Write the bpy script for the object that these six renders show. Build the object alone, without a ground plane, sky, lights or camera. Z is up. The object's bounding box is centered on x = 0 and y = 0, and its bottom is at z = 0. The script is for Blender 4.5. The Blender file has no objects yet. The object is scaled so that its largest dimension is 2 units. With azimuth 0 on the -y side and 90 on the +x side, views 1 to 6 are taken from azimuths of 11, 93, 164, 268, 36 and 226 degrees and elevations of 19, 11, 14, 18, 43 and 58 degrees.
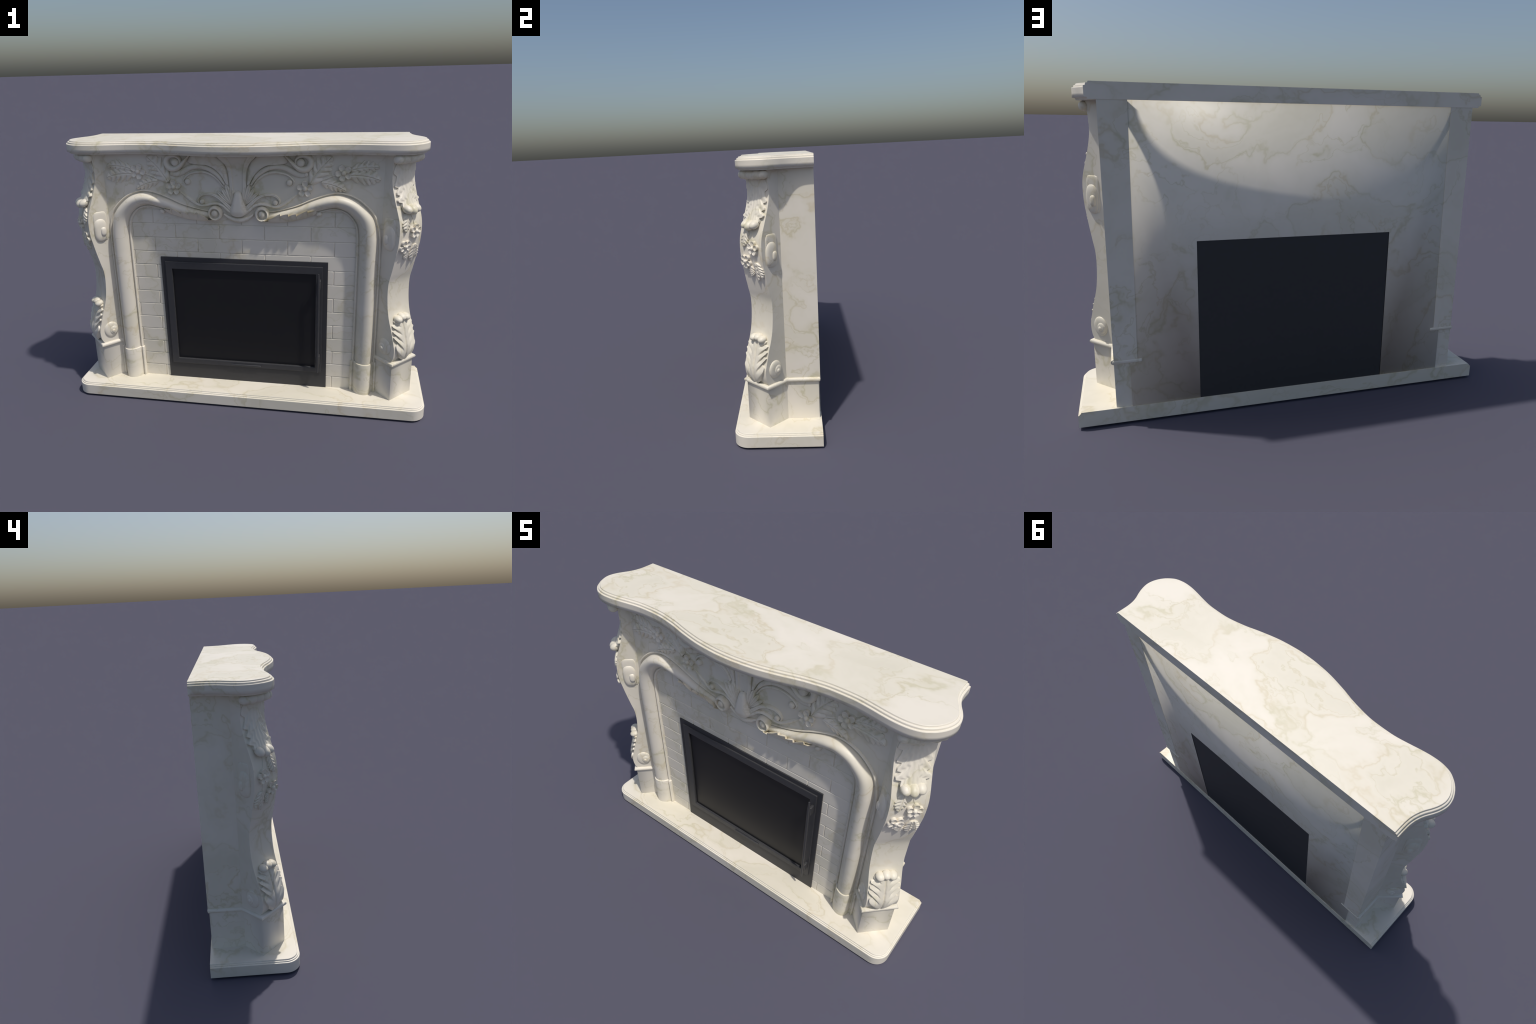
"""Carved marble fireplace: shelf, hearth slab, carved frieze over an arch moulding,
two diagonal console legs, marble bricks and a dark glazed fire insert."""
import bpy, bmesh, math
import numpy as np
from mathutils import Vector

XC = -0.0085            # centre line of the marble surround
R2 = math.sqrt(2.0)
Y_FRIEZE = -0.0760      # front plane of the carved frieze
Y_BACK = 0.2285
Z_FLOOR = 0.082         # top of the hearth slab
Z_SHELF = 1.4135        # underside of the shelf

# ------------------------------------------------------------------ materials


def ramp(nt, src, stops, interpolation="LINEAR"):
    n = nt.nodes.new("ShaderNodeValToRGB")
    n.color_ramp.interpolation = interpolation
    els = n.color_ramp.elements
    while len(els) < len(stops):
        els.new(0.5)
    for e, (p, col) in zip(els, stops):
        e.position = p
        e.color = (*col, 1) if len(col) == 3 else col
    nt.links.new(src, n.inputs[0])
    return n.outputs[0]


def noise(nt, vec, scale, detail, rough=0.5, distortion=0.0):
    n = nt.nodes.new("ShaderNodeTexNoise")
    n.inputs["Scale"].default_value = scale
    n.inputs["Detail"].default_value = detail
    n.inputs["Roughness"].default_value = rough
    n.inputs["Distortion"].default_value = distortion
    nt.links.new(vec, n.inputs["Vector"])
    return n


def math_node(nt, op, a, b=None, c=None, clamp=False):
    n = nt.nodes.new("ShaderNodeMath")
    n.operation = op
    n.use_clamp = clamp
    for i, v in enumerate((a, b, c)):
        if v is None:
            continue
        if isinstance(v, (int, float)):
            n.inputs[i].default_value = v
        else:
            nt.links.new(v, n.inputs[i])
    return n.outputs[0]


def mix_colour(nt, fac, a, b):
    n = nt.nodes.new("ShaderNodeMix")
    n.data_type = "RGBA"
    for sock, v in ((n.inputs[0], fac), (n.inputs[6], a), (n.inputs[7], b)):
        if isinstance(v, (int, float)):
            sock.default_value = v
        elif isinstance(v, tuple):
            sock.default_value = (*v, 1)
        else:
            nt.links.new(v, sock)
    return n.outputs[2]


def marble(name, offset=(0, 0, 0), rotation=(0, 0, 0), stretch=(1, 1, 1), strength=1.0, tone=1.0):
    """Cream white marble with soft grey clouds and thin wandering olive veins."""
    m = bpy.data.materials.new(name)
    m.use_nodes = True
    nt = m.node_tree
    bsdf = nt.nodes["Principled BSDF"]
    tc = nt.nodes.new("ShaderNodeTexCoord")
    mp = nt.nodes.new("ShaderNodeMapping")
    mp.inputs["Location"].default_value = offset
    mp.inputs["Rotation"].default_value = rotation
    mp.inputs["Scale"].default_value = stretch
    nt.links.new(tc.outputs["Object"], mp.inputs["Vector"])
    vec = mp.outputs[0]
    # bend the coordinates so that the veins wander
    warp = noise(nt, vec, 2.8, 5.0, 0.54)
    sub = nt.nodes.new("ShaderNodeVectorMath")
    sub.operation = "SUBTRACT"
    nt.links.new(warp.outputs["Color"], sub.inputs[0])
    sub.inputs[1].default_value = (0.5, 0.5, 0.5)
    mad = nt.nodes.new("ShaderNodeVectorMath")
    mad.operation = "MULTIPLY_ADD"
    nt.links.new(sub.outputs[0], mad.inputs[0])
    mad.inputs[1].default_value = (0.46, 0.46, 0.46)
    nt.links.new(vec, mad.inputs[2])
    bent = mad.outputs[0]
    # primary veins: thin level lines of a smooth noise
    v1 = noise(nt, bent, 3.0, 3.4, 0.45)
    d1 = math_node(nt, "ABSOLUTE", math_node(nt, "SUBTRACT", v1.outputs["Fac"], 0.5))
    thin1 = ramp(nt, d1, [(0.0, (1, 1, 1)), (0.005, (0.78, 0.78, 0.78)), (0.013, (0.32, 0.32, 0.32)), (0.028, (0.07, 0.07, 0.07)), (0.06, (0, 0, 0))])
    # finer secondary veins, present only in patches
    v2 = noise(nt, bent, 6.0, 3.2, 0.48)
    d2 = math_node(nt, "ABSOLUTE", math_node(nt, "SUBTRACT", v2.outputs["Fac"], 0.47))
    thin2 = ramp(nt, d2, [(0.0, (0.9, 0.9, 0.9)), (0.006, (0.55, 0.55, 0.55)), (0.018, (0.06, 0.06, 0.06)), (0.04, (0, 0, 0))])
    patch = noise(nt, vec, 2.6, 2.0)
    p1 = ramp(nt, patch.outputs["Fac"], [(0.36, (0.45, 0.45, 0.45)), (0.56, (1, 1, 1))])
    p2 = ramp(nt, patch.outputs["Fac"], [(0.40, (0.12, 0.12, 0.12)), (0.56, (0.9, 0.9, 0.9))])
    vein = math_node(nt, "MAXIMUM", math_node(nt, "MULTIPLY", thin1, p1), math_node(nt, "MULTIPLY", thin2, p2))
    vein = math_node(nt, "MULTIPLY", vein, 0.45 * strength, clamp=True)
    cloud = noise(nt, bent, 3.0, 5.0, 0.55)
    body = ramp(nt, cloud.outputs["Fac"], [(p, tuple(min(0.86, tone * k) for k in col)) for p, col in ((0.34, (0.690, 0.646, 0.528)), (0.48, (0.738, 0.690, 0.578)), (0.64, (0.782, 0.728, 0.626)))])
    hue = noise(nt, vec, 6.0, 2.0)
    vein_col = ramp(nt, hue.outputs["Fac"], [(0.40, (0.44, 0.405, 0.20)), (0.62, (0.55, 0.45, 0.26))])
    col = mix_colour(nt, vein, body, vein_col)
    nt.links.new(col, bsdf.inputs["Base Color"])
    bsdf.inputs["Roughness"].default_value = 0.45
    bsdf.inputs["Specular IOR Level"].default_value = 0.45
    return m


def plain(name, colour, roughness, metallic=0.0, grain=0.0, specular=0.5):
    m = bpy.data.materials.new(name)
    m.use_nodes = True
    nt = m.node_tree
    b = nt.nodes["Principled BSDF"]
    tc = nt.nodes.new("ShaderNodeTexCoord")
    n = noise(nt, tc.outputs["Object"], 60, 3)
    lo = tuple(x * (1 - grain) for x in colour)
    hi = tuple(x * (1 + grain) for x in colour)
    nt.links.new(ramp(nt, n.outputs["Fac"], [(0.3, lo), (0.7, hi)]), b.inputs["Base Color"])
    b.inputs["Roughness"].default_value = roughness
    b.inputs["Metallic"].default_value = metallic
    b.inputs["Specular IOR Level"].default_value = specular
    return m


M_MARBLE = marble("cream_marble")
M_SHELF = marble("shelf_marble", (3.1, 1.7, 0.4), (0.2, 0.1, 0.3), (0.8, 1.1, 1.0), tone=1.0)
M_BACK = marble("back_marble", (5.3, 2.2, 1.9), (0.1, 0.3, 0.2), (1.0, 1.0, 1.0), 1.1)
M_BRICK = marble("brick_marble", (1.3, 4.1, 2.7), (0.3, 0.0, 0.1), (1.0, 1.0, 1.2), 0.9)
M_STEEL = plain("dark_painted_steel", (0.036, 0.036, 0.039), 0.5, 0.0, 0.06)
M_DOOR = plain("dark_door_steel", (0.045, 0.045, 0.048), 0.45, 0.0, 0.06)
M_GLASS = plain("black_glass", (0.008, 0.008, 0.0085), 0.42, 0.0, 0.0)
M_BACKSTEEL = plain("black_back_plate", (0.034, 0.0355, 0.037), 0.6, 0.0, 0.05)

# ------------------------------------------------------------------ mesh tools


def catmull(points, n):
    """n points on a Catmull-Rom curve through the control points (any dimension)."""
    p = np.asarray(points, float)
    p = np.vstack([2 * p[0] - p[1], p, 2 * p[-1] - p[-2]])
    seg = len(p) - 3
    out = []
    for u in np.linspace(0, seg, n):
        i = min(int(u), seg - 1)
        t = u - i
        a, b, c, d = p[i : i + 4]
        out.append(0.5 * (2 * b + (c - a) * t + (2 * a - 5 * b + 4 * c - d) * t * t + (3 * b - a - 3 * c + d) * t ** 3))
    return np.array(out)


def resample(pts, n):
    pts = np.asarray(pts, float)
    d = np.concatenate([[0], np.cumsum(np.linalg.norm(np.diff(pts, axis=0), axis=1))])
    return np.stack([np.interp(np.linspace(0, d[-1], n), d, pts[:, k]) for k in range(pts.shape[1])], 1)


def tangents(path):
    t = np.gradient(path, axis=0)
    return t / (np.linalg.norm(t, axis=1, keepdims=True) + 1e-12)


def grid_faces(nu, nv, wrap_v=False, base=0):
    f = []
    for i in range(nu - 1):
        for j in range(nv if wrap_v else nv - 1):
            k = (j + 1) % nv
            f.append((base + i * nv + j, base + (i + 1) * nv + j, base + (i + 1) * nv + k, base + i * nv + k))
    return f


ROOT = bpy.data.objects.new("fireplace", None)
ROOT["label"] = "carved cream marble fireplace with dark glazed fire insert"
ROOT["category"] = "fireplace"
bpy.context.scene.collection.objects.link(ROOT)


def add(name, verts, faces, material, parent=None, sharp=35.0, recalc=True, kind=None):
    me = bpy.data.meshes.new(name)
    me.from_pydata([tuple(v) for v in verts], [], [tuple(f) for f in faces])
    bm = bmesh.new()
    bm.from_mesh(me)
    bmesh.ops.remove_doubles(bm, verts=bm.verts, dist=1e-5)
    if recalc:
        bmesh.ops.recalc_face_normals(bm, faces=bm.faces)
    bm.to_mesh(me)
    bm.free()
    me.polygons.foreach_set("use_smooth", [True] * len(me.polygons))
    if sharp is not None:
        me.set_sharp_from_angle(angle=math.radians(sharp))
    me.materials.append(material)
    ob = bpy.data.objects.new(name, me)
    ob.parent = parent or ROOT
    if kind:
        ob["kind"] = kind
    bpy.context.scene.collection.objects.link(ob)
    return ob


def box(x0, x1, y0, y1, z0, z1):
    v = [(x, y, z) for x in (x0, x1) for y in (y0, y1) for z in (z0, z1)]
    f = [(0, 1, 3, 2), (4, 6, 7, 5), (0, 4, 5, 1), (2, 3, 7, 6), (0, 2, 6, 4), (1, 5, 7, 3)]
    return v, f


def bevel_box(name, x0, x1, y0, y1, z0, z1, bevel, material, parent=None, segments=2):
    ob = add(name, *box(x0, x1, y0, y1, z0, z1), material, parent)
    bm = bmesh.new()
    bm.from_mesh(ob.data)
    bmesh.ops.bevel(bm, geom=list(bm.edges), offset=bevel, segments=segments, affect="EDGES", profile=0.5)
    bm.to_mesh(ob.data)
    bm.free()
    big = 3.0 * bevel * bevel
    small = max(x1 - x0, y1 - y0, z1 - z0) * bevel * 1.2 + big
    ob.data.polygons.foreach_set("use_smooth", [p.area < small for p in ob.data.polygons])
    return ob


class Parts:
    """Collects several grids into one mesh."""

    def __init__(self):
        self.v, self.f = [], []

    def put(self, verts, faces):
        b = len(self.v)
        self.v += [tuple(x) for x in verts]
        self.f += [tuple(i + b for i in q) for q in faces]


# Each carving is drawn in flat coordinates (a, b, h): a across, b up, h out of the surface.
def on_frieze(side):
    return lambda a, b, h: (XC + side * a, Y_FRIEZE - h, b)


CONSOLE_PROFILE = [  # (z, distance along the diagonal) of the S-shaped console front
    (0.300, 0.672), (0.318, 0.687), (0.340, 0.698), (0.370, 0.703), (0.400, 0.702), (0.444, 0.690), (0.494, 0.676),
    (0.545, 0.658), (0.593, 0.646), (0.647, 0.639), (0.705, 0.636), (0.755, 0.639), (0.800, 0.650), (0.850, 0.662),
    (0.895, 0.672), (0.930, 0.679), (0.967, 0.686), (1.020, 0.690), (1.065, 0.688), (1.102, 0.680), (1.147, 0.664),
    (1.190, 0.648), (1.240, 0.632), (1.285, 0.623), (1.340, 0.624), (1.385, 0.630), (1.4135, 0.636)]
CP = catmull(CONSOLE_PROFILE, 140) + np.array((0.0, 0.002))


def console_n(z):
    return float(np.interp(z, CP[:, 0], CP[:, 1]))


T_MID, T_IN, T_OUT = 0.550, 0.468, 0.632


def diagonal(side, t, n, z):
    """Plan coordinates turned by 45 degrees: t along the console face, n outwards."""
    return (XC + side * (t + n) / R2, (t - n) / R2, z)


def on_console(side):
    return lambda a, b, h: diagonal(side, T_MID + a, console_n(b) + h, b)


def on_flank(side, inner):
    """Side faces of the console: a is the diagonal distance, b the height."""
    if inner:
        return lambda a, b, h: diagonal(side, T_IN - h, a, b)
    return lambda a, b, h: diagonal(side, T_OUT + h, a, b)


def ribbon(parts, place, path, width, height, n=48, m=11, base=-0.004, lift=None, power=0.5, groove=0.0):
    """Half-round strip along a path; width and height are lists of values spread along it."""
    p = resample(catmull(path, 8 * n), n)
    t = tangents(p)
    nor = np.stack([-t[:, 1], t[:, 0]], 1)
    s = np.linspace(0, 1, n)
    w = np.interp(s, np.linspace(0, 1, len(width)), width)
    hh = np.interp(s, np.linspace(0, 1, len(height)), height)
    lf = np.interp(s, np.linspace(0, 1, len(lift)), lift) if lift is not None else np.zeros(n)
    v = []
    for i in range(n):
        q = p[i]
        v.append(place(*(q - nor[i] * w[i]), base + lf[i]))
        for j in range(m):
            c = math.cos(math.pi * (1 - j / (m - 1)))
            h = hh[i] * (max(0.0, 1 - c * c) ** power) * (1 - groove * math.exp(-(c / 0.35) ** 2))
            v.append(place(*(q + nor[i] * w[i] * c), lf[i] + h))
        v.append(place(*(q + nor[i] * w[i]), base + lf[i]))
    k = m + 2
    f = grid_faces(n, k)
    f.append(tuple(range(k)))
    f.append(tuple((n - 1) * k + j for j in range(k)))
    parts.put(v, f)


def dome(parts, place, ca, cb, ra, rb, h, base=0.0, n=28, m=8, power=2.0, tilt=0.0, flat=0.5):
    """Rounded boss with an elliptic or super-elliptic outline."""
    v, f = [], []
    ct, st = math.cos(tilt), math.sin(tilt)
    for i in range(m):
        k = i / (m - 1)
        r = math.cos(k * math.pi / 2)
        z = math.sin(k * math.pi / 2)
        r = r ** flat if 0 < r < 1 else r
        for j in range(n):
            a = 2 * math.pi * j / n
            c, s = math.cos(a), math.sin(a)
            d = (abs(c) ** power + abs(s) ** power) ** (-1 / power)
            x, y = c * d * r * ra, s * d * r * rb
            v.append(place(ca + x * ct - y * st, cb + x * st + y * ct, base + h * z))
    f = grid_faces(m, n, True)
    lo = len(v)
    for j in range(n):
        a = 2 * math.pi * j / n
        c, s = math.cos(a), math.sin(a)
        d = (abs(c) ** power + abs(s) ** power) ** (-1 / power)
        x, y = c * d * ra, s * d * rb
        v.append(place(ca + x * ct - y * st, cb + x * st + y * ct, base - 0.006))
    for j in range(n):
        f.append((lo + j, lo + (j + 1) % n, (j + 1) % n, j))
    parts.put(v, f)


def ball(parts, place, ca, cb, ch, ra, rb, rh, n=20, m=12):
    v = []
    for i in range(m):
        p = math.pi * i / (m - 1)
        for j in range(n):
            a = 2 * math.pi * j / n
            v.append(place(ca + ra * math.sin(p) * math.cos(a), cb + rb * math.sin(p) * math.sin(a), ch + rh * math.cos(p)))
    parts.put(v, grid_faces(m, n, True))


def smooth01(x):
    x = min(1.0, max(0.0, x))
    return x * x * (3 - 2 * x)


def leaf(parts, place, base_pt, tip_pt, width, height, lobes=6, bend=0.0, envelope=None, lift=(0, 0), slant=0.9, tooth=0.30,
         flutes=0, nv=27, per=12, midrib=0.35, furrow=0.55, edge_h=0.35, inner=0.12, root=0.1):
    """Carved leaf: a spine with lobes on both sides; every lobe is a swollen finger that sweeps
    from the midrib towards the tip, with furrows between the fingers and a notched margin."""
    a, b = np.array(base_pt, float), np.array(tip_pt, float)
    d = b - a
    length = np.linalg.norm(d)
    d /= length
    side = np.array([-d[1], d[0]])
    nu = lobes * per + 1
    v = []
    env = envelope or (lambda u: (math.sin(math.pi * min(1, u * 0.90 + 0.10)) ** 0.7) * (1 - 0.2 * u))
    for i in range(nu):
        u = i / (nu - 1)
        fr = (u * lobes) % 1.0 if u < 1 else 1.0
        saw = 0.25 + 0.75 * smooth01(fr / 0.75) if fr < 0.84 else 0.25 + 0.75 * max(0.0, (1 - fr) / 0.16)
        finger = math.sin(math.pi * fr) ** 0.55 if 0 < fr < 1 else 0.0
        w = width * env(u) * (1 - tooth + tooth * saw)
        lf = lift[0] + (lift[1] - lift[0]) * u
        row = []
        for j in range(nv):
            c = -1 + 2 * j / (nv - 1)
            x = abs(c)
            along = u * length + slant * width * x ** 1.25 * min(1.0, root + 3.0 * u) * (1 - u) ** 0.75
            off = c * w + bend * math.sin(math.pi * u)
            h = height * (edge_h + (1 - edge_h) * (1 - x ** 2.2))
            h *= 1 - midrib * math.exp(-(c / 0.07) ** 2)
            h *= 1 - furrow * smooth01((x - inner) / 0.5) * (1 - finger)
            if flutes:
                h *= 0.84 + 0.16 * math.cos(c * math.pi * flutes)
            q = a + d * along + side * off
            row.append(place(q[0], q[1], lf + h))
            if j in (0, nv - 1):
                edge = place(q[0], q[1], -0.003)
                row.insert(0, edge) if j == 0 else row.append(edge)
        v += row
    k = nv + 2
    f = grid_faces(nu, k)
    f.append(tuple(range(k)))
    f.append(tuple((nu - 1) * k + j for j in range(k)))
    parts.put(v, f)


def flower(parts, place, ca, cb, radius, height, turn=0.0, base=0.0, petals=5):
    """Five rounded, hollowed petals with raised rims around a round centre."""
    nr, na = 14, 13
    for k in range(petals):
        a0 = turn + 2 * math.pi * k / petals
        ca_, sa_ = math.cos(a0), math.sin(a0)
        v = []
        for i in range(nr):
            r = i / (nr - 1)
            w = 0.315 * radius * max(0.0, 1 - ((r - 0.62) / (0.62 if r < 0.62 else 0.385)) ** 2) ** 0.5 + 0.03 * radius
            row = []
            for j in range(na):
                c = -1 + 2 * j / (na - 1)
                along = radius * (0.14 + 0.86 * r)
                off = c * w
                rim = max(c * c, smooth01((r - 0.55) / 0.45))
                h = base + height * (0.35 + 0.25 * r + 0.40 * rim - 0.18 * smooth01((r - 0.8) / 0.2))
                row.append(place(ca + along * ca_ - off * sa_, cb + along * sa_ + off * ca_, h))
                if j in (0, na - 1):
                    e = place(ca + along * ca_ - off * sa_, cb + along * sa_ + off * ca_, base - 0.004)
                    row.insert(0, e) if j == 0 else row.append(e)
            v += row
        kk = na + 2
        f = grid_faces(nr, kk)
        f.append(tuple(range(kk)))
        f.append(tuple((nr - 1) * kk + j for j in range(kk)))
        parts.put(v, f)
    ball(parts, place, ca, cb, base + height * 0.55, radius * 0.30, radius * 0.30, height * 0.85)


# ------------------------------------------------------------------ shelf and hearth


def offset_open(path, d):
    """Shift an open plan outline inwards; the two ends stay on the back plane."""
    t = tangents(path)
    nor = np.stack([-t[:, 1], t[:, 0]], 1)
    q = path + nor * d
    q[0, 1], q[-1, 1] = path[0, 1], path[-1, 1]
    return q


def moulded_slab(name, outline, profile, material, smooth_below):
    """Slab whose front and ends follow a stepped profile (inset, z); the back is cut flat."""
    n = len(outline)
    verts = []
    for d, z in profile:
        q = offset_open(outline, d)
        verts += [(x, y, z) for x, y in q]
    faces = grid_faces(len(profile), n)
    faces.append(tuple(range(n)))
    faces.append(tuple((len(profile) - 1) * n + i for i in range(n)))
    faces.append(tuple([k * n for k in range(len(profile))] + [k * n + n - 1 for k in reversed(range(len(profile)))]))
    ob = add(name, verts, faces, material, sharp=25)
    # the lower arris of the broad band is softly rounded
    at = ob.data.attributes.get("sharp_edge")
    if at:
        co = [v.co for v in ob.data.vertices]
        for e in ob.data.edges:
            a, b = co[e.vertices[0]], co[e.vertices[1]]
            if abs(a.z - smooth_below) < 1e-4 and abs(b.z - smooth_below) < 1e-4 and a.y < Y_BACK - 0.001:
                at.data[e.index].value = False
    return ob


half = [(0.888, Y_BACK), (0.888, 0.192), (0.8895, 0.155), (0.896, 0.121), (0.909, 0.088), (0.927, 0.056), (0.941, 0.024),
        (0.9485, -0.012), (0.945, -0.046), (0.933, -0.077), (0.915, -0.105), (0.893, -0.127), (0.861, -0.148), (0.815, -0.1595),
        (0.762, -0.160), (0.712, -0.154), (0.660, -0.145), (0.600, -0.136), (0.549, -0.1335), (0.475, -0.135), (0.420, -0.142),
        (0.340, -0.159), (0.264, -0.181), (0.160, -0.205), (0.060, -0.217), (0.0, -0.219)]
hc = resample(catmull(half, 400), 90)
outline = np.vstack([hc, hc[-2::-1] * [-1, 1]])
outline = outline[::-1] + [XC, 0]        # from -x to +x so that the inward normal is on the left
moulded_slab("mantel_shelf", outline,
             [(0.014, Z_SHELF), (0.0115, 1.4205), (0.0, 1.4230), (0.0, 1.4400), (0.0, 1.4615), (0.0015, 1.4635), (0.0075, 1.4645), (0.0085, 1.4715),
              (0.0105, 1.4730), (0.0165, 1.4740), (0.0180, 1.4790), (0.0195, 1.4800)], M_SHELF, 1.4230)

r = 0.075
arc = [(1.0 - r + r * math.cos(a), -0.2295 + r - r * math.sin(a)) for a in np.linspace(0, math.pi / 2, 14)]
hh = [(1.0, Y_BACK)] + [(1.0, y) for y in np.linspace(0.18, -0.2295 + r + 0.02, 6)] + arc + [(x, -0.2295) for x in np.linspace(0.90, 0, 24)]
hh = np.array(hh)
ho = np.vstack([hh, hh[-2::-1] * [-1, 1]])[::-1]
moulded_slab("hearth_slab", ho,
             [(0.0, 0.0100), (0.0, 0.067), (0.0012, 0.0685), (0.0060, 0.0695), (0.0072, 0.0745),
              (0.0120, 0.0757), (0.0135, 0.0810), (0.0150, Z_FLOOR)], M_SHELF, -1.0)

add("hearth_footing", *box(-0.86, 0.86, -0.15, 0.15, 0.0, 0.03), M_SHELF)

# ------------------------------------------------------------------ body, side pilasters, back

top_w, low_w = 0.775, 0.775      # the back sheet runs on behind the pilasters
ox, oz = 0.4605, 0.832        # opening of the insert at the back
zb, zt = Z_FLOOR - 0.004, Z_SHELF + 0.002
YB = Y_BACK - 0.0025
bv = [(XC - low_w, YB, zb), (XC + low_w, YB, zb), (XC + top_w, YB, zt), (XC - top_w, YB, zt),
      (-ox, YB, zb), (ox, YB, zb), (ox, YB, oz), (-ox, YB, oz),
      (XC - low_w, -0.056, zb), (XC + low_w, -0.056, zb), (XC + top_w, -0.056, zt), (XC - top_w, -0.056, zt)]
bf = [(2, 6, 5), (2, 5, 1), (3, 4, 7), (3, 0, 4), (2, 3, 7), (2, 7, 6),
      (8, 9, 10, 11), (0, 3, 11, 8), (1, 9, 10, 2), (2, 10, 11, 3), (0, 8, 9, 1, 5, 4)]
add("surround_body", bv, bf, M_BACK, sharp=None)

for side in (1, -1):
    # each pilaster tapers: its inner edge leans outwards towards the floor
    v = []
    foot = 0.8447 if side > 0 else 0.850
    for z, inner, outer, back in ((Z_FLOOR - 0.002, 0.752, foot, 0.2185), (0.300, 0.750, foot, 0.2185),
                                  (0.301, 0.7435, 0.8447, Y_BACK - 0.0014), (Z_SHELF + 0.002, 0.7275, 0.8440, Y_BACK - 0.0014)):
        v += [(XC + side * x, y, z) for x, y in ((inner, -0.03), (outer, -0.03), (outer, back), (inner, back))]
    add("side_pilaster", v, grid_faces(4, 4, True) + [(0, 1, 2, 3), (12, 13, 14, 15)], M_BACK, sharp=30)

# ------------------------------------------------------------------ arch moulding

OUTER = [(0.110, 1.103), (0.155, 1.110), (0.226, 1.125), (0.308, 1.150), (0.382, 1.183), (0.454, 1.209), (0.512, 1.219), (0.562, 1.212), (0.616, 1.189),
         (0.664, 1.151), (0.701, 1.109), (0.721, 1.064), (0.733, 1.005), (0.738, 0.92), (0.738, 0.60), (0.738, 0.262)]
INNER = [(0.110, 1.062), (0.150, 1.061), (0.220, 1.064), (0.315, 1.077), (0.390, 1.100), (0.450, 1.118), (0.492, 1.125), (0.525, 1.120), (0.555, 1.107),
         (0.582, 1.082), (0.600, 1.053), (0.608, 1.022), (0.611, 0.98), (0.612, 0.92), (0.612, 0.60), (0.612, 0.262)]
SECTION = [(0.0, -0.010), (0.0, 0.006), (0.018, 0.0105), (0.045, 0.0125), (0.075, 0.0105), (0.095, 0.004), (0.12, 0.003), (0.155, 0.003)]
for a in np.linspace(0, math.pi, 29):      # the roll: steep outer side, longer slope towards the opening
    c = math.cos(a)
    SECTION.append((0.455 - (0.295 if c > 0 else 0.415) * c, 0.003 + 0.0455 * max(0.0, 1 - abs(c) ** (2.3 if c > 0 else 1.9)) ** (0.5 if c > 0 else 0.62)))
SECTION += [(0.892, 0.002), (0.90, 0.005), (0.925, 0.009), (0.955, 0.010), (0.985, 0.007), (1.0, 0.002), (1.0, -0.010)]
ro, ri = catmull(OUTER, 180), catmull(INNER, 180)
for side in (1, -1):
    v = []
    for i in range(len(ro)):
        low = float(np.interp(ro[i][0], [0.10, 0.20, 0.34, 0.48], [0.36, 0.44, 0.68, 1.0]))   # the roll sinks towards the centre
        for s, h in SECTION:
            x, z = ro[i] * (1 - s) + ri[i] * s
            if 0.158 < s < 0.89:
                h = 0.003 + (h - 0.003) * low
            v.append((XC + side * x, Y_FRIEZE - h, z))
    k = len(SECTION)
    f = grid_faces(len(ro), k) + [tuple(range(k)), tuple((len(ro) - 1) * k + j for j in range(k))]
    add("arch_moulding", v, f, M_MARBLE, sharp=40)
    # base block: the same section, a little larger
    p = Parts()
    v = []
    for z, g in ((Z_FLOOR - 0.002, 0.0075), (0.262, 0.0075), (0.268, 0.0055), (0.269, 0.001)):
        for s, h in SECTION:
            x = 0.743 * (1 - s) + 0.604 * s
            v.append((XC + side * x, Y_FRIEZE - h - (g if h > -0.005 else 0), z))
    p.put(v, grid_faces(4, k) + [tuple(range(k)), tuple(3 * k + j for j in range(k))])
    add("moulding_base", p.v, p.f, M_MARBLE, sharp=40)

# ------------------------------------------------------------------ frieze plate (above the arch)

mid = (ro * 0.45 + ri * 0.55)
mid[-1, 1] = Z_FLOOR - 0.002
right = [(x, z) for x, z in mid]
loop = [(-x, z) for x, z in right[::-1]] + right           # bottom edge from -x foot to +x foot
loop = loop + [(0.748, Z_FLOOR - 0.002), (0.740, Z_SHELF + 0.002), (-0.740, Z_SHELF + 0.002), (-0.748, Z_FLOOR - 0.002)]
n = len(loop)
v = [(XC + x, Y_FRIEZE, z) for x, z in loop] + [(XC + x, -0.050, z) for x, z in loop]
f = [tuple(range(n)), tuple(range(2 * n - 1, n - 1, -1))] + [(i, (i + 1) % n, n + (i + 1) % n, n + i) for i in range(n)]
FRIEZE = add("frieze_panel", v, f, M_MARBLE, sharp=30)

# ------------------------------------------------------------------ bricks

Z0, PITCH_Z, PITCH_X, JOINT = 0.0721, 0.0799, 0.2460, 0.0030
arch_curve = [(x, z) for x, z in mid[::-1]]


def arch_top(x):
    x = abs(x)
    ordered = mid[: int(np.argmax(mid[:, 0]))]
    return float(np.interp(x, ordered[:, 0], ordered[:, 1])) if x < 0.66 else 1.0


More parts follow.
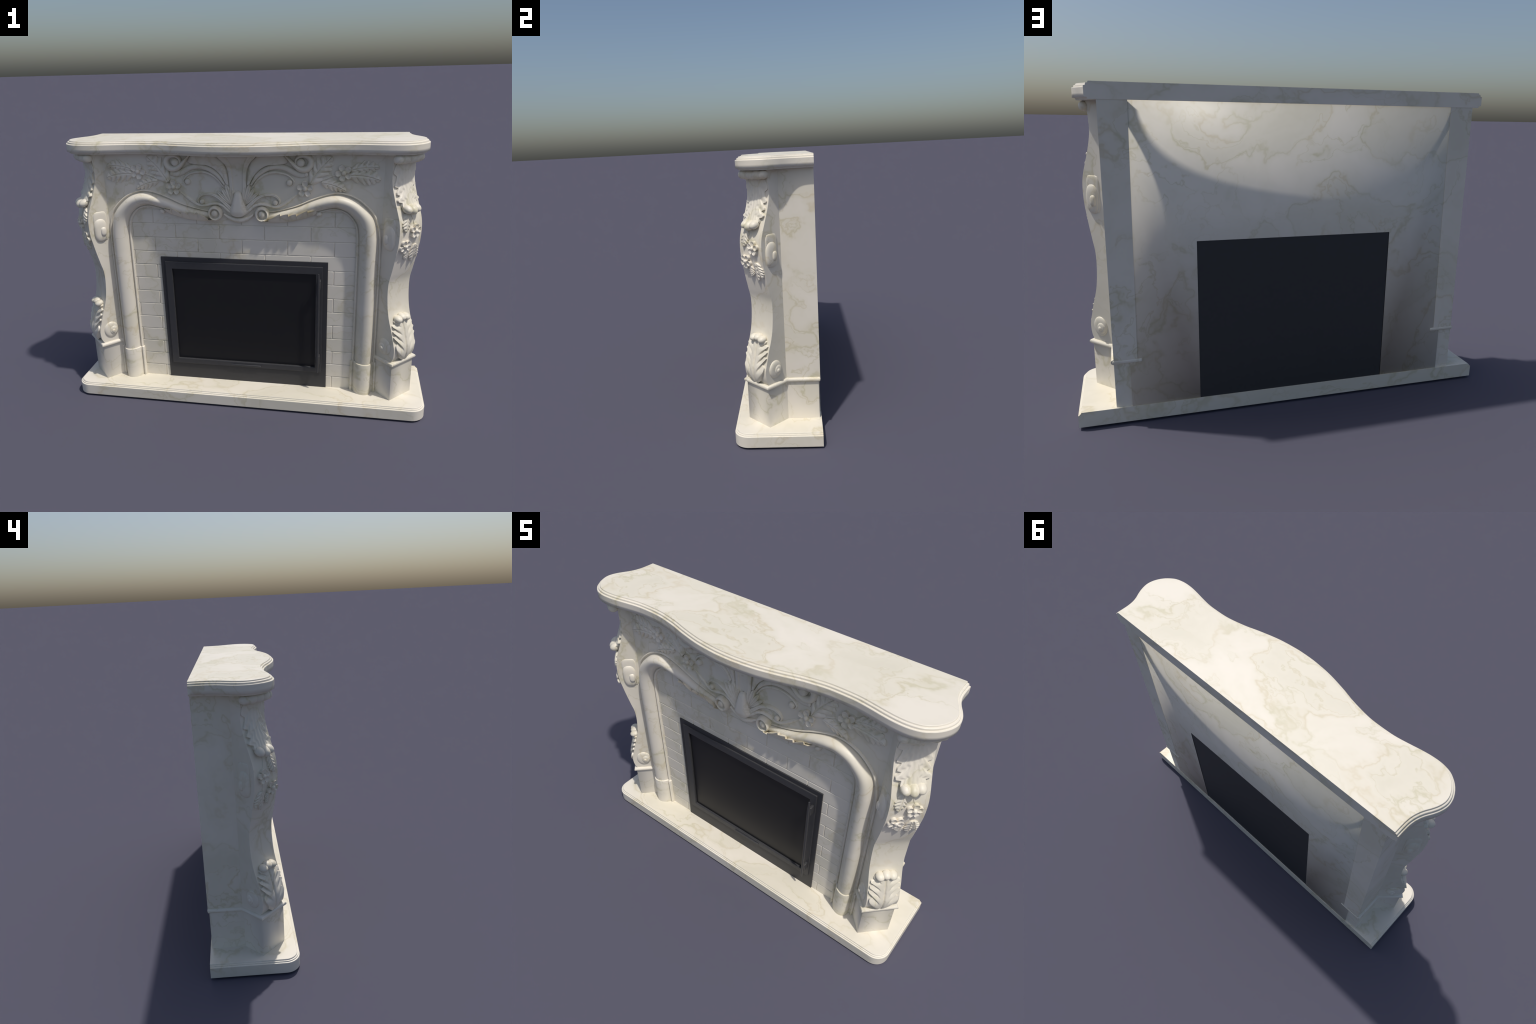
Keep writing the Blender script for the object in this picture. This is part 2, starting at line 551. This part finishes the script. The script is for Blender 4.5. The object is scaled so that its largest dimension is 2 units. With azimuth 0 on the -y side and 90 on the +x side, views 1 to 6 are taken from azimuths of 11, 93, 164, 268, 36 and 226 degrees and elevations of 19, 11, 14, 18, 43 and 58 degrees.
for row in range(14):
    z0 = max(Z0 + row * PITCH_Z + JOINT / 2, Z_FLOOR - 0.001)
    z1 = Z0 + (row + 1) * PITCH_Z - JOINT / 2
    shift = 0.0105 if row % 2 == 0 else 0.1335
    for k in range(-4, 4):
        x0, x1 = shift + k * PITCH_X + JOINT / 2, shift + (k + 1) * PITCH_X - JOINT / 2
        x0, x1 = max(x0, -0.655), min(x1, 0.655)
        if x1 - x0 < 0.01:
            continue
        pieces = [(x0, x1)]
        if z1 < 0.80:                                       # leave room for the insert
            pieces = [(x0, min(x1, -0.440)), (max(x0, 0.445), x1)]
        for a, b in pieces:
            if b - a < 0.008:
                continue
            top = min(z1, max(arch_top(a), arch_top(b), arch_top((a + b) / 2)))
            if top - z0 < 0.004:
                continue
            bevel_box("brick", XC + a, XC + b, -0.0745, -0.056, z0, top, 0.0019, M_BRICK, segments=1)
add("mortar_bed", *box(XC - 0.65, XC + 0.65, -0.0712, -0.060, Z_FLOOR - 0.001, 1.15), M_BRICK)

# ------------------------------------------------------------------ frieze carvings

VOLUTE = [(0.245, 1.408), (0.262, 1.390), (0.284, 1.366), (0.312, 1.341), (0.338, 1.332), (0.362, 1.339), (0.375, 1.359), (0.374, 1.382),
          (0.357, 1.398), (0.331, 1.401), (0.308, 1.390), (0.300, 1.370), (0.310, 1.352)]
for side in (1, -1):
    on = on_frieze(side)
    p = Parts()
    ribbon(p, on, VOLUTE, [0.004, 0.008, 0.012, 0.016, 0.018, 0.017, 0.015, 0.012, 0.009, 0.006], [0.030, 0.032, 0.032, 0.030, 0.028, 0.026, 0.026, 0.024, 0.018], n=72)
    dome(p, on, 0.326, 1.367, 0.0225, 0.0225, 0.031)
    add("scroll", p.v, p.f, M_MARBLE, FRIEZE)

    p = Parts()
    ribbon(p, on, [(0.070, 1.252), (0.106, 1.302), (0.152, 1.334), (0.199, 1.3455), (0.250, 1.338), (0.293, 1.316), (0.328, 1.303), (0.352, 1.307)],
           [0.006, 0.011, 0.014, 0.0145, 0.015, 0.016, 0.017, 0.013], [0.016, 0.020, 0.023, 0.024, 0.022, 0.018, 0.012, 0.007], n=64)
    dome(p, on, 0.353, 1.307, 0.010, 0.013, 0.010)
    add("scroll", p.v, p.f, M_MARBLE, FRIEZE)

    p = Parts()
    ribbon(p, on, [(0.078, 1.240), (0.104, 1.276), (0.140, 1.304), (0.185, 1.317), (0.236, 1.312), (0.269, 1.297), (0.291, 1.272), (0.285, 1.252), (0.272, 1.247)],
           [0.004, 0.006, 0.008, 0.008, 0.008, 0.007, 0.006, 0.005, 0.003], [0.010, 0.013, 0.016, 0.017, 0.016, 0.014, 0.012, 0.009, 0.006], n=64)
    dome(p, on, 0.268, 1.265, 0.0165, 0.0165, 0.018)
    add("scroll", p.v, p.f, M_MARBLE, FRIEZE)

    p = Parts()
    ribbon(p, on, [(0.030, 1.112), (0.060, 1.144), (0.091, 1.174), (0.122, 1.194), (0.160, 1.202), (0.195, 1.195), (0.217, 1.172), (0.211, 1.149), (0.199, 1.144)],
           [0.012, 0.013, 0.012, 0.010, 0.008, 0.008, 0.007, 0.005, 0.003], [0.018, 0.023, 0.026, 0.026, 0.024, 0.020, 0.016, 0.012, 0.008], n=64, groove=0.25)
    dome(p, on, 0.195, 1.160, 0.0145, 0.0145, 0.019)
    add("scroll", p.v, p.f, M_MARBLE, FRIEZE)

    p = Parts()
    ribbon(p, on, [(0.000, 1.089), (0.030, 1.097), (0.057, 1.117), (0.083, 1.140), (0.114, 1.150), (0.144, 1.148), (0.174, 1.140), (0.204, 1.138), (0.234, 1.150),
                   (0.272, 1.177), (0.312, 1.208)],
           [0.007, 0.009, 0.010, 0.010, 0.009, 0.009, 0.009, 0.009, 0.010, 0.008, 0.002], [0.020, 0.020, 0.020, 0.018, 0.016, 0.016, 0.013, 0.011, 0.009, 0.007, 0.003], n=72)
    add("garland_stem", p.v, p.f, M_MARBLE, FRIEZE)

    # lower volute with its scalloped leaf lying on the arch roll
    p = Parts()
    spiral = [(0.126 + 0.030 * math.cos(a), 1.098 + 0.032 * math.sin(a)) for a in np.linspace(-0.4, 2 * math.pi - 0.2, 22)]
    ribbon(p, on, spiral, [0.007, 0.010, 0.011, 0.011, 0.010, 0.009, 0.008], [0.034, 0.036, 0.036, 0.034, 0.032, 0.030], n=72)
    dome(p, on, 0.126, 1.098, 0.031, 0.033, 0.022, flat=0.4)
    dome(p, on, 0.126, 1.099, 0.0225, 0.0235, 0.035, flat=0.6)
    add("scroll", p.v, p.f, M_MARBLE, FRIEZE)

    p = Parts()
    low = resample(catmull([(0.100, 1.066), (0.138, 1.057), (0.196, 1.056), (0.271, 1.062), (0.346, 1.081), (0.408, 1.104)], 200), 91)
    tips = [(0.165, 1.078), (0.223, 1.110), (0.266, 1.109), (0.307, 1.110), (0.363, 1.129), (0.410, 1.124)]
    v = []
    nu, nv = 91, 9
    tx = [t[0] for t in tips]
    tz = [t[1] for t in tips]
    for i in range(nu):
        x0, z0 = low[i]
        if x0 <= tips[0][0]:
            zt_, fr = z0 + 0.012, 1.0
        else:
            zt_ = float(np.interp(x0, tx, tz))
            j = int(np.searchsorted(tx, x0, side="right")) - 1
            j = min(j, len(tx) - 2)
            fr = (x0 - tx[j]) / (tx[j + 1] - tx[j])
            zt_ -= 0.014 * max(0.0, 1 - fr) ** 2.5 if j else 0.0
            zt_ = max(zt_, z0 + 0.010)
        ease = min(1.0, i / 12.0) * min(1.0, (nu - 1 - i) / 8.0 + 0.35)
        row = [on(x0, z0, -0.004)]
        for j2 in range(nv):
            c = j2 / (nv - 1)
            rib = 0.85 + 0.15 * math.sin(math.pi * fr)
            row.append(on(x0 - 0.010 * c * 0, z0 + (zt_ - z0) * c, 0.004 + ease * (0.008 + 0.034 * c ** 0.8) * rib))
        row.append(on(x0, zt_ - 0.006, 0.006 + ease * 0.022))
        row.append(on(x0, zt_ - 0.010, -0.004))
        v += row
    k = nv + 3
    p.put(v, grid_faces(nu, k) + [tuple(range(k)), tuple((nu - 1) * k + j for j in range(k))])
    dome(p, on, 0.420, 1.103, 0.016, 0.013, 0.020, tilt=0.4)
    add("scalloped_leaf", p.v, p.f, M_MARBLE, FRIEZE)

    # shell fan beside the keystone
    for tip, w in (((0.034, 1.250), 0.0085), ((0.064, 1.259), 0.0105), ((0.089, 1.239), 0.0095), ((0.112, 1.217), 0.0085)):
        p = Parts()
        b = np.array((0.030, 1.140))
        t = np.array(tip)
        pts = [b + (t - b) * s for s in (0, 0.25, 0.5, 0.75, 1.0)]
        ribbon(p, on, pts, [0.002, 0.55 * w, 0.95 * w, 1.25 * w, 1.35 * w, 1.10 * w, 0.15 * w], [0.018, 0.020, 0.022, 0.023, 0.022, 0.019, 0.010], n=30, m=13, groove=0.42)
        add("shell_petal", p.v, p.f, M_MARBLE, FRIEZE)

    # broad horn-shaped leaf that overhangs the scrolls and runs up under the shelf
    left = catmull([(0.048, 1.250), (0.051, 1.282), (0.055, 1.312), (0.061, 1.338), (0.070, 1.361), (0.083, 1.382), (0.098, 1.399), (0.114, 1.416)], 60)
    right_ = catmull([(0.064, 1.256), (0.093, 1.303), (0.133, 1.339), (0.183, 1.358), (0.232, 1.357), (0.258, 1.366), (0.254, 1.392), (0.238, 1.416)], 60)
    p = Parts()
    v = []
    for i in range(60):
        u = i / 59
        top = 0.014 + 0.012 * smooth01(u / 0.55)
        v.append(on(*left[i], -0.004))
        for j in range(17):
            c = -1 + 2 * j / 16
            q = left[i] * (1 - c) / 2 + right_[i] * (1 + c) / 2
            v.append(on(q[0], q[1], top * (0.30 + 0.70 * (1 - abs(c) ** 4)) * (1 - 0.18 * math.exp(-((c + 0.1) / 0.5) ** 2))))
        v.append(on(*right_[i], -0.004))
    p.put(v, grid_faces(60, 19) + [tuple(range(19)), tuple(59 * 19 + j for j in range(19))])
    add("horn_leaf", p.v, p.f, M_MARBLE, FRIEZE, sharp=50)

    # flowers and leaves
    for (a, b, turn) in ((0.3475, 1.2345, 0.3), (0.5395, 1.3165, 0.7)):
        p = Parts()
        flower(p, on, a, b, 0.042, 0.016, turn)
        add("flower", p.v, p.f, M_MARBLE, FRIEZE)
    for base, tip, w, lob in (((0.374, 1.262), (0.482, 1.397), 0.056, 5), ((0.430, 1.268), (0.556, 1.224), 0.033, 5),
                              ((0.572, 1.330), (0.712, 1.345), 0.038, 5), ((0.568, 1.306), (0.720, 1.282), 0.049, 5)):
        p = Parts()
        leaf(p, on, base, tip, w, 0.0145, lob, slant=0.8, bend=0.007, furrow=0.65, tooth=0.36)
        add("leaf", p.v, p.f, M_MARBLE, FRIEZE)
    p = Parts()
    ribbon(p, on, [(0.375, 1.250), (0.420, 1.272), (0.470, 1.294), (0.510, 1.308)], [0.003, 0.004, 0.004, 0.003], [0.005, 0.006, 0.006, 0.005], n=20)
    add("stem", p.v, p.f, M_MARBLE, FRIEZE)

on = on_frieze(1)
# tall flaring tablet behind the keystone, with a sunk field
p = Parts()
v = []
rows = [(1.416, 0.112), (1.394, 0.096), (1.360, 0.066), (1.327, 0.052), (1.295, 0.047), (1.250, 0.045), (1.180, 0.045)]
rows = catmull(rows, 24)
for z, w in rows:
    for c, h in ((-1, -0.004), (-1, 0.006), (-0.96, 0.010), (-0.75, 0.012), (-0.62, 0.012), (-0.52, 0.005), (0.52, 0.005), (0.62, 0.012), (0.75, 0.012), (0.96, 0.010), (1, 0.006), (1, -0.004)):
        v.append(on(c * w, z, h + (0.022 * smooth01((z - 1.33) / 0.07) if h > 0 else 0.0)))
p.put(v, grid_faces(24, 12))
add("tablet", p.v, p.f, M_MARBLE, FRIEZE)

# keystone: a bell-shaped swelling
p = Parts()
v = []
nz, nc = 26, 19
for i in range(nz):
    u = i / (nz - 1)
    z = 1.218 - (1.218 - 1.098) * u
    w = float(np.interp(u, [0, 0.04, 0.12, 0.3, 0.6, 0.88, 0.96, 1.0], [0.006, 0.017, 0.024, 0.030, 0.041, 0.0525, 0.052, 0.044]))
    hgt = float(np.interp(u, [0, 0.05, 0.2, 0.5, 0.85, 1.0], [0.010, 0.022, 0.030, 0.036, 0.040, 0.030]))
    for j in range(nc):
        c = -1 + 2 * j / (nc - 1)
        dz = -0.013 * (1 - c * c) * max(0, (u - 0.7) / 0.3)
        v.append(on(c * w, z + dz, -0.004 + (hgt + 0.004) * (1 - abs(c) ** 4.5)))
p.put(v, grid_faces(nz, nc) + [tuple((nz - 1) * nc + j for j in range(nc))])
add("keystone", p.v, p.f, M_MARBLE, FRIEZE, sharp=60)

# crescent lip under the keystone
p = Parts()
v = []
nu, nv = 41, 11
for i in range(nu):
    c = -1 + 2 * i / (nu - 1)
    top = 1.078 + 0.022 * c * c
    bot = 1.049 + 0.040 * abs(c) ** 2.2
    for j in range(nv):
        a = math.pi * j / (nv - 1)
        z = (top + bot) / 2 + (top - bot) / 2 * math.cos(a)
        v.append(on(c * 0.080, z, -0.004 + (0.025 - 0.008 * c * c) * math.sin(a) ** 0.6))
p.put(v, grid_faces(nu, nv))
add("crescent_lip", p.v, p.f, M_MARBLE, FRIEZE)

# ------------------------------------------------------------------ console legs


def sweep_plan(path, section, material, name, parent):
    """Sweep a closed (out, z) section round a plan polyline with mitred corners."""
    path = np.array(path, float)
    n = len(path)
    d = [path[i + 1] - path[i] for i in range(n - 1)]
    nor = [np.array((s[1], -s[0])) / np.linalg.norm(s) for s in d]
    v = []
    for i in range(n):
        if i == 0:
            m = nor[0]
        elif i == n - 1:
            m = nor[-1]
        else:
            m = nor[i - 1] + nor[i]
            m = m / (m @ nor[i])
        for o, z in section:
            q = path[i] + m * o
            v.append((q[0], q[1], z))
    k = len(section)
    f = grid_faces(n, k, True) + [tuple(range(k)), tuple((n - 1) * k + j for j in range(k))]
    return add(name, v, f, material, parent, sharp=50)


for side in (1, -1):
    # S-shaped prism
    v = []
    ts = np.linspace(T_IN, T_OUT, 5)
    for z, nn in CP:
        v.append(diagonal(side, T_IN, 0.50, z))
        for t in ts:
            v.append(diagonal(side, t, nn, z))
        v.append(diagonal(side, T_OUT, 0.50, z))
    f = grid_faces(len(CP), 7) + [tuple(range(7)), tuple((len(CP) - 1) * 7 + j for j in range(7))]
    LEG = add("console_leg", v, f, M_MARBLE, sharp=50)

    # plinth and bead
    pl = [(T_IN - 0.001, 0.54), (T_IN - 0.001, 0.6955), (T_OUT + 0.001, 0.6955), (T_OUT + 0.001, 0.54)]
    v = [diagonal(side, t, nn, z) for z in (Z_FLOOR - 0.002, 0.298) for t, nn in pl]
    f = [(0, 1, 5, 4), (1, 2, 6, 5), (2, 3, 7, 6)]
    add("plinth", v, f, M_MARBLE, LEG, sharp=None)
    plan = [diagonal(1, T_IN - 0.001, 0.565, 0)[:2], diagonal(1, T_IN - 0.001, 0.696, 0)[:2], diagonal(1, T_OUT + 0.001, 0.696, 0)[:2],
            (XC + 0.8447, 0.048), (XC + 0.8447, 0.2255), (XC + 0.722, 0.2255)]
    section = [(-0.02, 0.293)] + [(0.0 + 0.0125 * math.cos(a), 0.304 + 0.0115 * math.sin(a)) for a in np.linspace(-math.pi / 2, math.pi / 2, 11)] + [(-0.05, 0.3155)]
    section = [(min(o, 0.0122), z) for o, z in section]
    plan = [(2 * XC - x if side < 0 else x, y) for x, y in plan]
    if side < 0:
        plan = plan[::-1]
    # the back stretch is a thin fillet so that it stays inside the depth of the slab
    sweep_plan(plan[:-1] if side > 0 else plan[1:], section, M_MARBLE, "bead_moulding", LEG)
    xs = sorted((XC + side * 0.722, XC + side * 0.852))
    bevel_box("bead_moulding", xs[0], xs[1], 0.210, 0.2290, 0.295, 0.3125, 0.006, M_MARBLE, LEG, segments=3)

    on = on_console(side)
    # upper acanthus leaf hanging from a rolled crest
    p = Parts()
    env_up = lambda u: float(np.interp(u, [0, 0.1, 0.3, 0.55, 0.72, 0.86, 1.0], [0.98, 1.0, 0.93, 0.86, 0.95, 0.80, 0.55]))
    leaf(p, on, (0, 1.400), (0, 1.152), 0.080, 0.0095, lobes=5, envelope=env_up, lift=(0.0, 0.016), slant=0.95, tooth=0.36, flutes=6, nv=45, midrib=0.1, per=12, furrow=0.6, inner=0.35)
    add("acanthus_leaf", p.v, p.f, M_MARBLE, LEG, sharp=60)
    p = Parts()
    for a, ra, rb, rh in ((-0.032, 0.023, 0.022, 0.020), (0.0, 0.024, 0.026, 0.024), (0.032, 0.023, 0.022, 0.020)):
        ball(p, on, a, 1.148 - (0.004 if a == 0 else 0), 0.020, ra, rb, rh + 0.007)
    add("curled_leaf_tip", p.v, p.f, M_MARBLE, LEG)
    # rolled crest under the shelf
    p = Parts()
    v = []
    nu, nv = 81, 16
    for i in range(nu):
        c = -1 + 2 * i / (nu - 1)
        lobe = 0.80 + 0.20 * abs(math.cos(c * math.pi * 2.2)) ** 0.6
        rr = 0.0245 * lobe * (max(0.0, 1 - abs(c) ** 8) ** 0.5)
        for j in range(nv):
            a = 2 * math.pi * j / nv
            v.append(diagonal(side, T_MID + 0.100 * c, 0.648 + 0.011 * (1 - c * c) + rr * 1.15 * math.cos(a), 1.3905 + rr * math.sin(a)))
    p.put(v, grid_faces(nu, nv, True))
    add("rolled_crest", p.v, p.f, M_MARBLE, LEG)

    # spray of leaves and flowers
    for base, tip, w in (((-0.028, 1.125), (-0.046, 1.034), 0.030), ((0.030, 0.958), (0.034, 0.862), 0.024), ((0.040, 0.958), (0.068, 0.880), 0.024), ((-0.010, 0.940), (-0.012, 0.880), 0.024)):
        p = Parts()
        leaf(p, on, base, tip, w, 0.010, lobes=5, lift=(0.002, 0.004), slant=0.8, tooth=0.38, nv=21)
        add("leaf", p.v, p.f, M_MARBLE, LEG)
    for a, b, turn in ((0.026, 1.031, 0.2), (-0.038, 0.957, 0.9)):
        p = Parts()
        flower(p, on, a, b, 0.037, 0.014, turn, base=0.003)
        add("flower", p.v, p.f, M_MARBLE, LEG)
    p = Parts()
    ribbon(p, on, [(0.004, 1.125), (0.014, 1.090), (0.024, 1.050), (0.026, 1.000), (0.028, 0.960)], [0.0018] * 3, [0.003] * 3, n=24, m=7)
    add("stem", p.v, p.f, M_MARBLE, LEG)

    # lower acanthus leaf standing on the bead
    p = Parts()
    env_lo = lambda u: float(np.interp(u, [0, 0.12, 0.35, 0.65, 0.85, 1.0], [0.78, 0.95, 1.02, 1.0, 0.92, 0.60]))
    leaf(p, on, (0, 0.308), (0, 0.545), 0.076, 0.015, lobes=5, envelope=env_lo, lift=(0.003, 0.004), slant=1.25, tooth=0.40, nv=45, midrib=0.45, per=16, furrow=0.80, inner=0.34, edge_h=0.60, root=0.3)
    add("acanthus_leaf", p.v, p.f, M_MARBLE, LEG, sharp=60)
    p = Parts()
    for a, dz in ((-0.031, -0.001), (0.0, 0.005), (0.031, -0.001)):
        ball(p, on, a, 0.552 + dz, 0.016, 0.023, 0.018, 0.025)
    add("curled_leaf_tip", p.v, p.f, M_MARBLE, LEG)

    # bosses on both flanks
    for inner in (True, False):
        fl = on_flank(side, inner)
        p = Parts()
        dome(p, fl, 0.626, 1.015, 0.038, 0.083, 0.005, power=6, flat=0.25)
        dome(p, fl, 0.630, 0.995, 0.037, 0.066, 0.015, power=2.7, flat=0.55)
        dome(p, fl, 0.618, 0.988, 0.018, 0.029, 0.022, power=2.8, flat=0.5)
        add("side_boss", p.v, p.f, M_MARBLE, LEG)
        p = Parts()
        dome(p, fl, 0.639, 0.390, 0.042, 0.048, 0.011, power=2.0, flat=0.6)
        dome(p, fl, 0.628, 0.386, 0.027, 0.030, 0.016, power=2.0, flat=0.5)
        dome(p, fl, 0.630, 0.384, 0.013, 0.014, 0.021, power=2.0, flat=0.5)
        add("side_boss", p.v, p.f, M_MARBLE, LEG)

# ------------------------------------------------------------------ fire insert

bv, bf = box(-ox + 0.0005, ox - 0.0005, -0.060, Y_BACK - 0.0048, Z_FLOOR - 0.003, oz)
INSERT = add("fire_insert", bv, bf, M_BACKSTEEL)


def frame(name, x0, x1, z0, z1, hx0, hx1, hz0, hz1, y0, y1, bevel, material):
    """Rectangular plate with a rectangular hole, arrises chamfered."""
    v = []
    for y in (y0, y1):
        v += [(x0, y, z0), (x1, y, z0), (x1, y, z1), (x0, y, z1), (hx0, y, hz0), (hx1, y, hz0), (hx1, y, hz1), (hx0, y, hz1)]
    f = []
    for b, flip in ((0, False), (8, True)):
        for i in range(4):
            q = (b + i, b + (i + 1) % 4, b + 4 + (i + 1) % 4, b + 4 + i)
            f.append(q[::-1] if flip else q)
    for i in range(4):
        k = (i + 1) % 4
        f.append((i, 8 + i, 8 + k, k))
        f.append((4 + i, 4 + k, 12 + k, 12 + i))
    ob = add(name, v, f, material, INSERT)
    bm = bmesh.new()
    bm.from_mesh(ob.data)
    ed = [e for e in bm.edges if len(e.link_faces) == 2 and e.calc_face_angle() > 0.5]
    bmesh.ops.bevel(bm, geom=ed, offset=bevel, segments=2, affect="EDGES", profile=0.5)
    bm.to_mesh(ob.data)
    bm.free()
    ob.data.polygons.foreach_set("use_smooth", [False] * len(ob.data.polygons))
    return ob


frame("surround_plate", -0.463, 0.463, Z_FLOOR - 0.002, 0.841, -0.425, 0.425, 0.19, 0.805, -0.0812, -0.050, 0.0012, M_STEEL)
frame("door_frame", -0.4375, 0.4365, 0.180, 0.8155, -0.4005, 0.4000, 0.2105, 0.7740, -0.0880, -0.060, 0.002, M_DOOR)
add("glass_pane", *box(-0.41, 0.41, -0.0765, -0.062, 0.20, 0.785), M_GLASS, INSERT)
bevel_box("air_slider", -0.085, 0.091, -0.0925, -0.086, 0.186, 0.1965, 0.002, M_DOOR, INSERT)
v = []
nz, na = 14, 16
for i in range(nz):
    u = i / (nz - 1)
    z = 0.196 + (0.788 - 0.196) * u
    rr = 0.0075 * (1 if 0 < i < nz - 1 else 0.6)
    for j in range(na):
        a = 2 * math.pi * j / na
        v.append((0.4165 + rr * math.cos(a), -0.1180 + rr * math.sin(a), z))
add("door_handle", v, grid_faces(nz, na, True) + [tuple(range(na)), tuple((nz - 1) * na + j for j in range(na))], M_DOOR, INSERT)
for z in (0.722, 0.272):
    bevel_box("handle_bracket", 0.414, 0.428, -0.116, -0.085, z - 0.026, z + 0.026, 0.003, M_DOOR, INSERT)
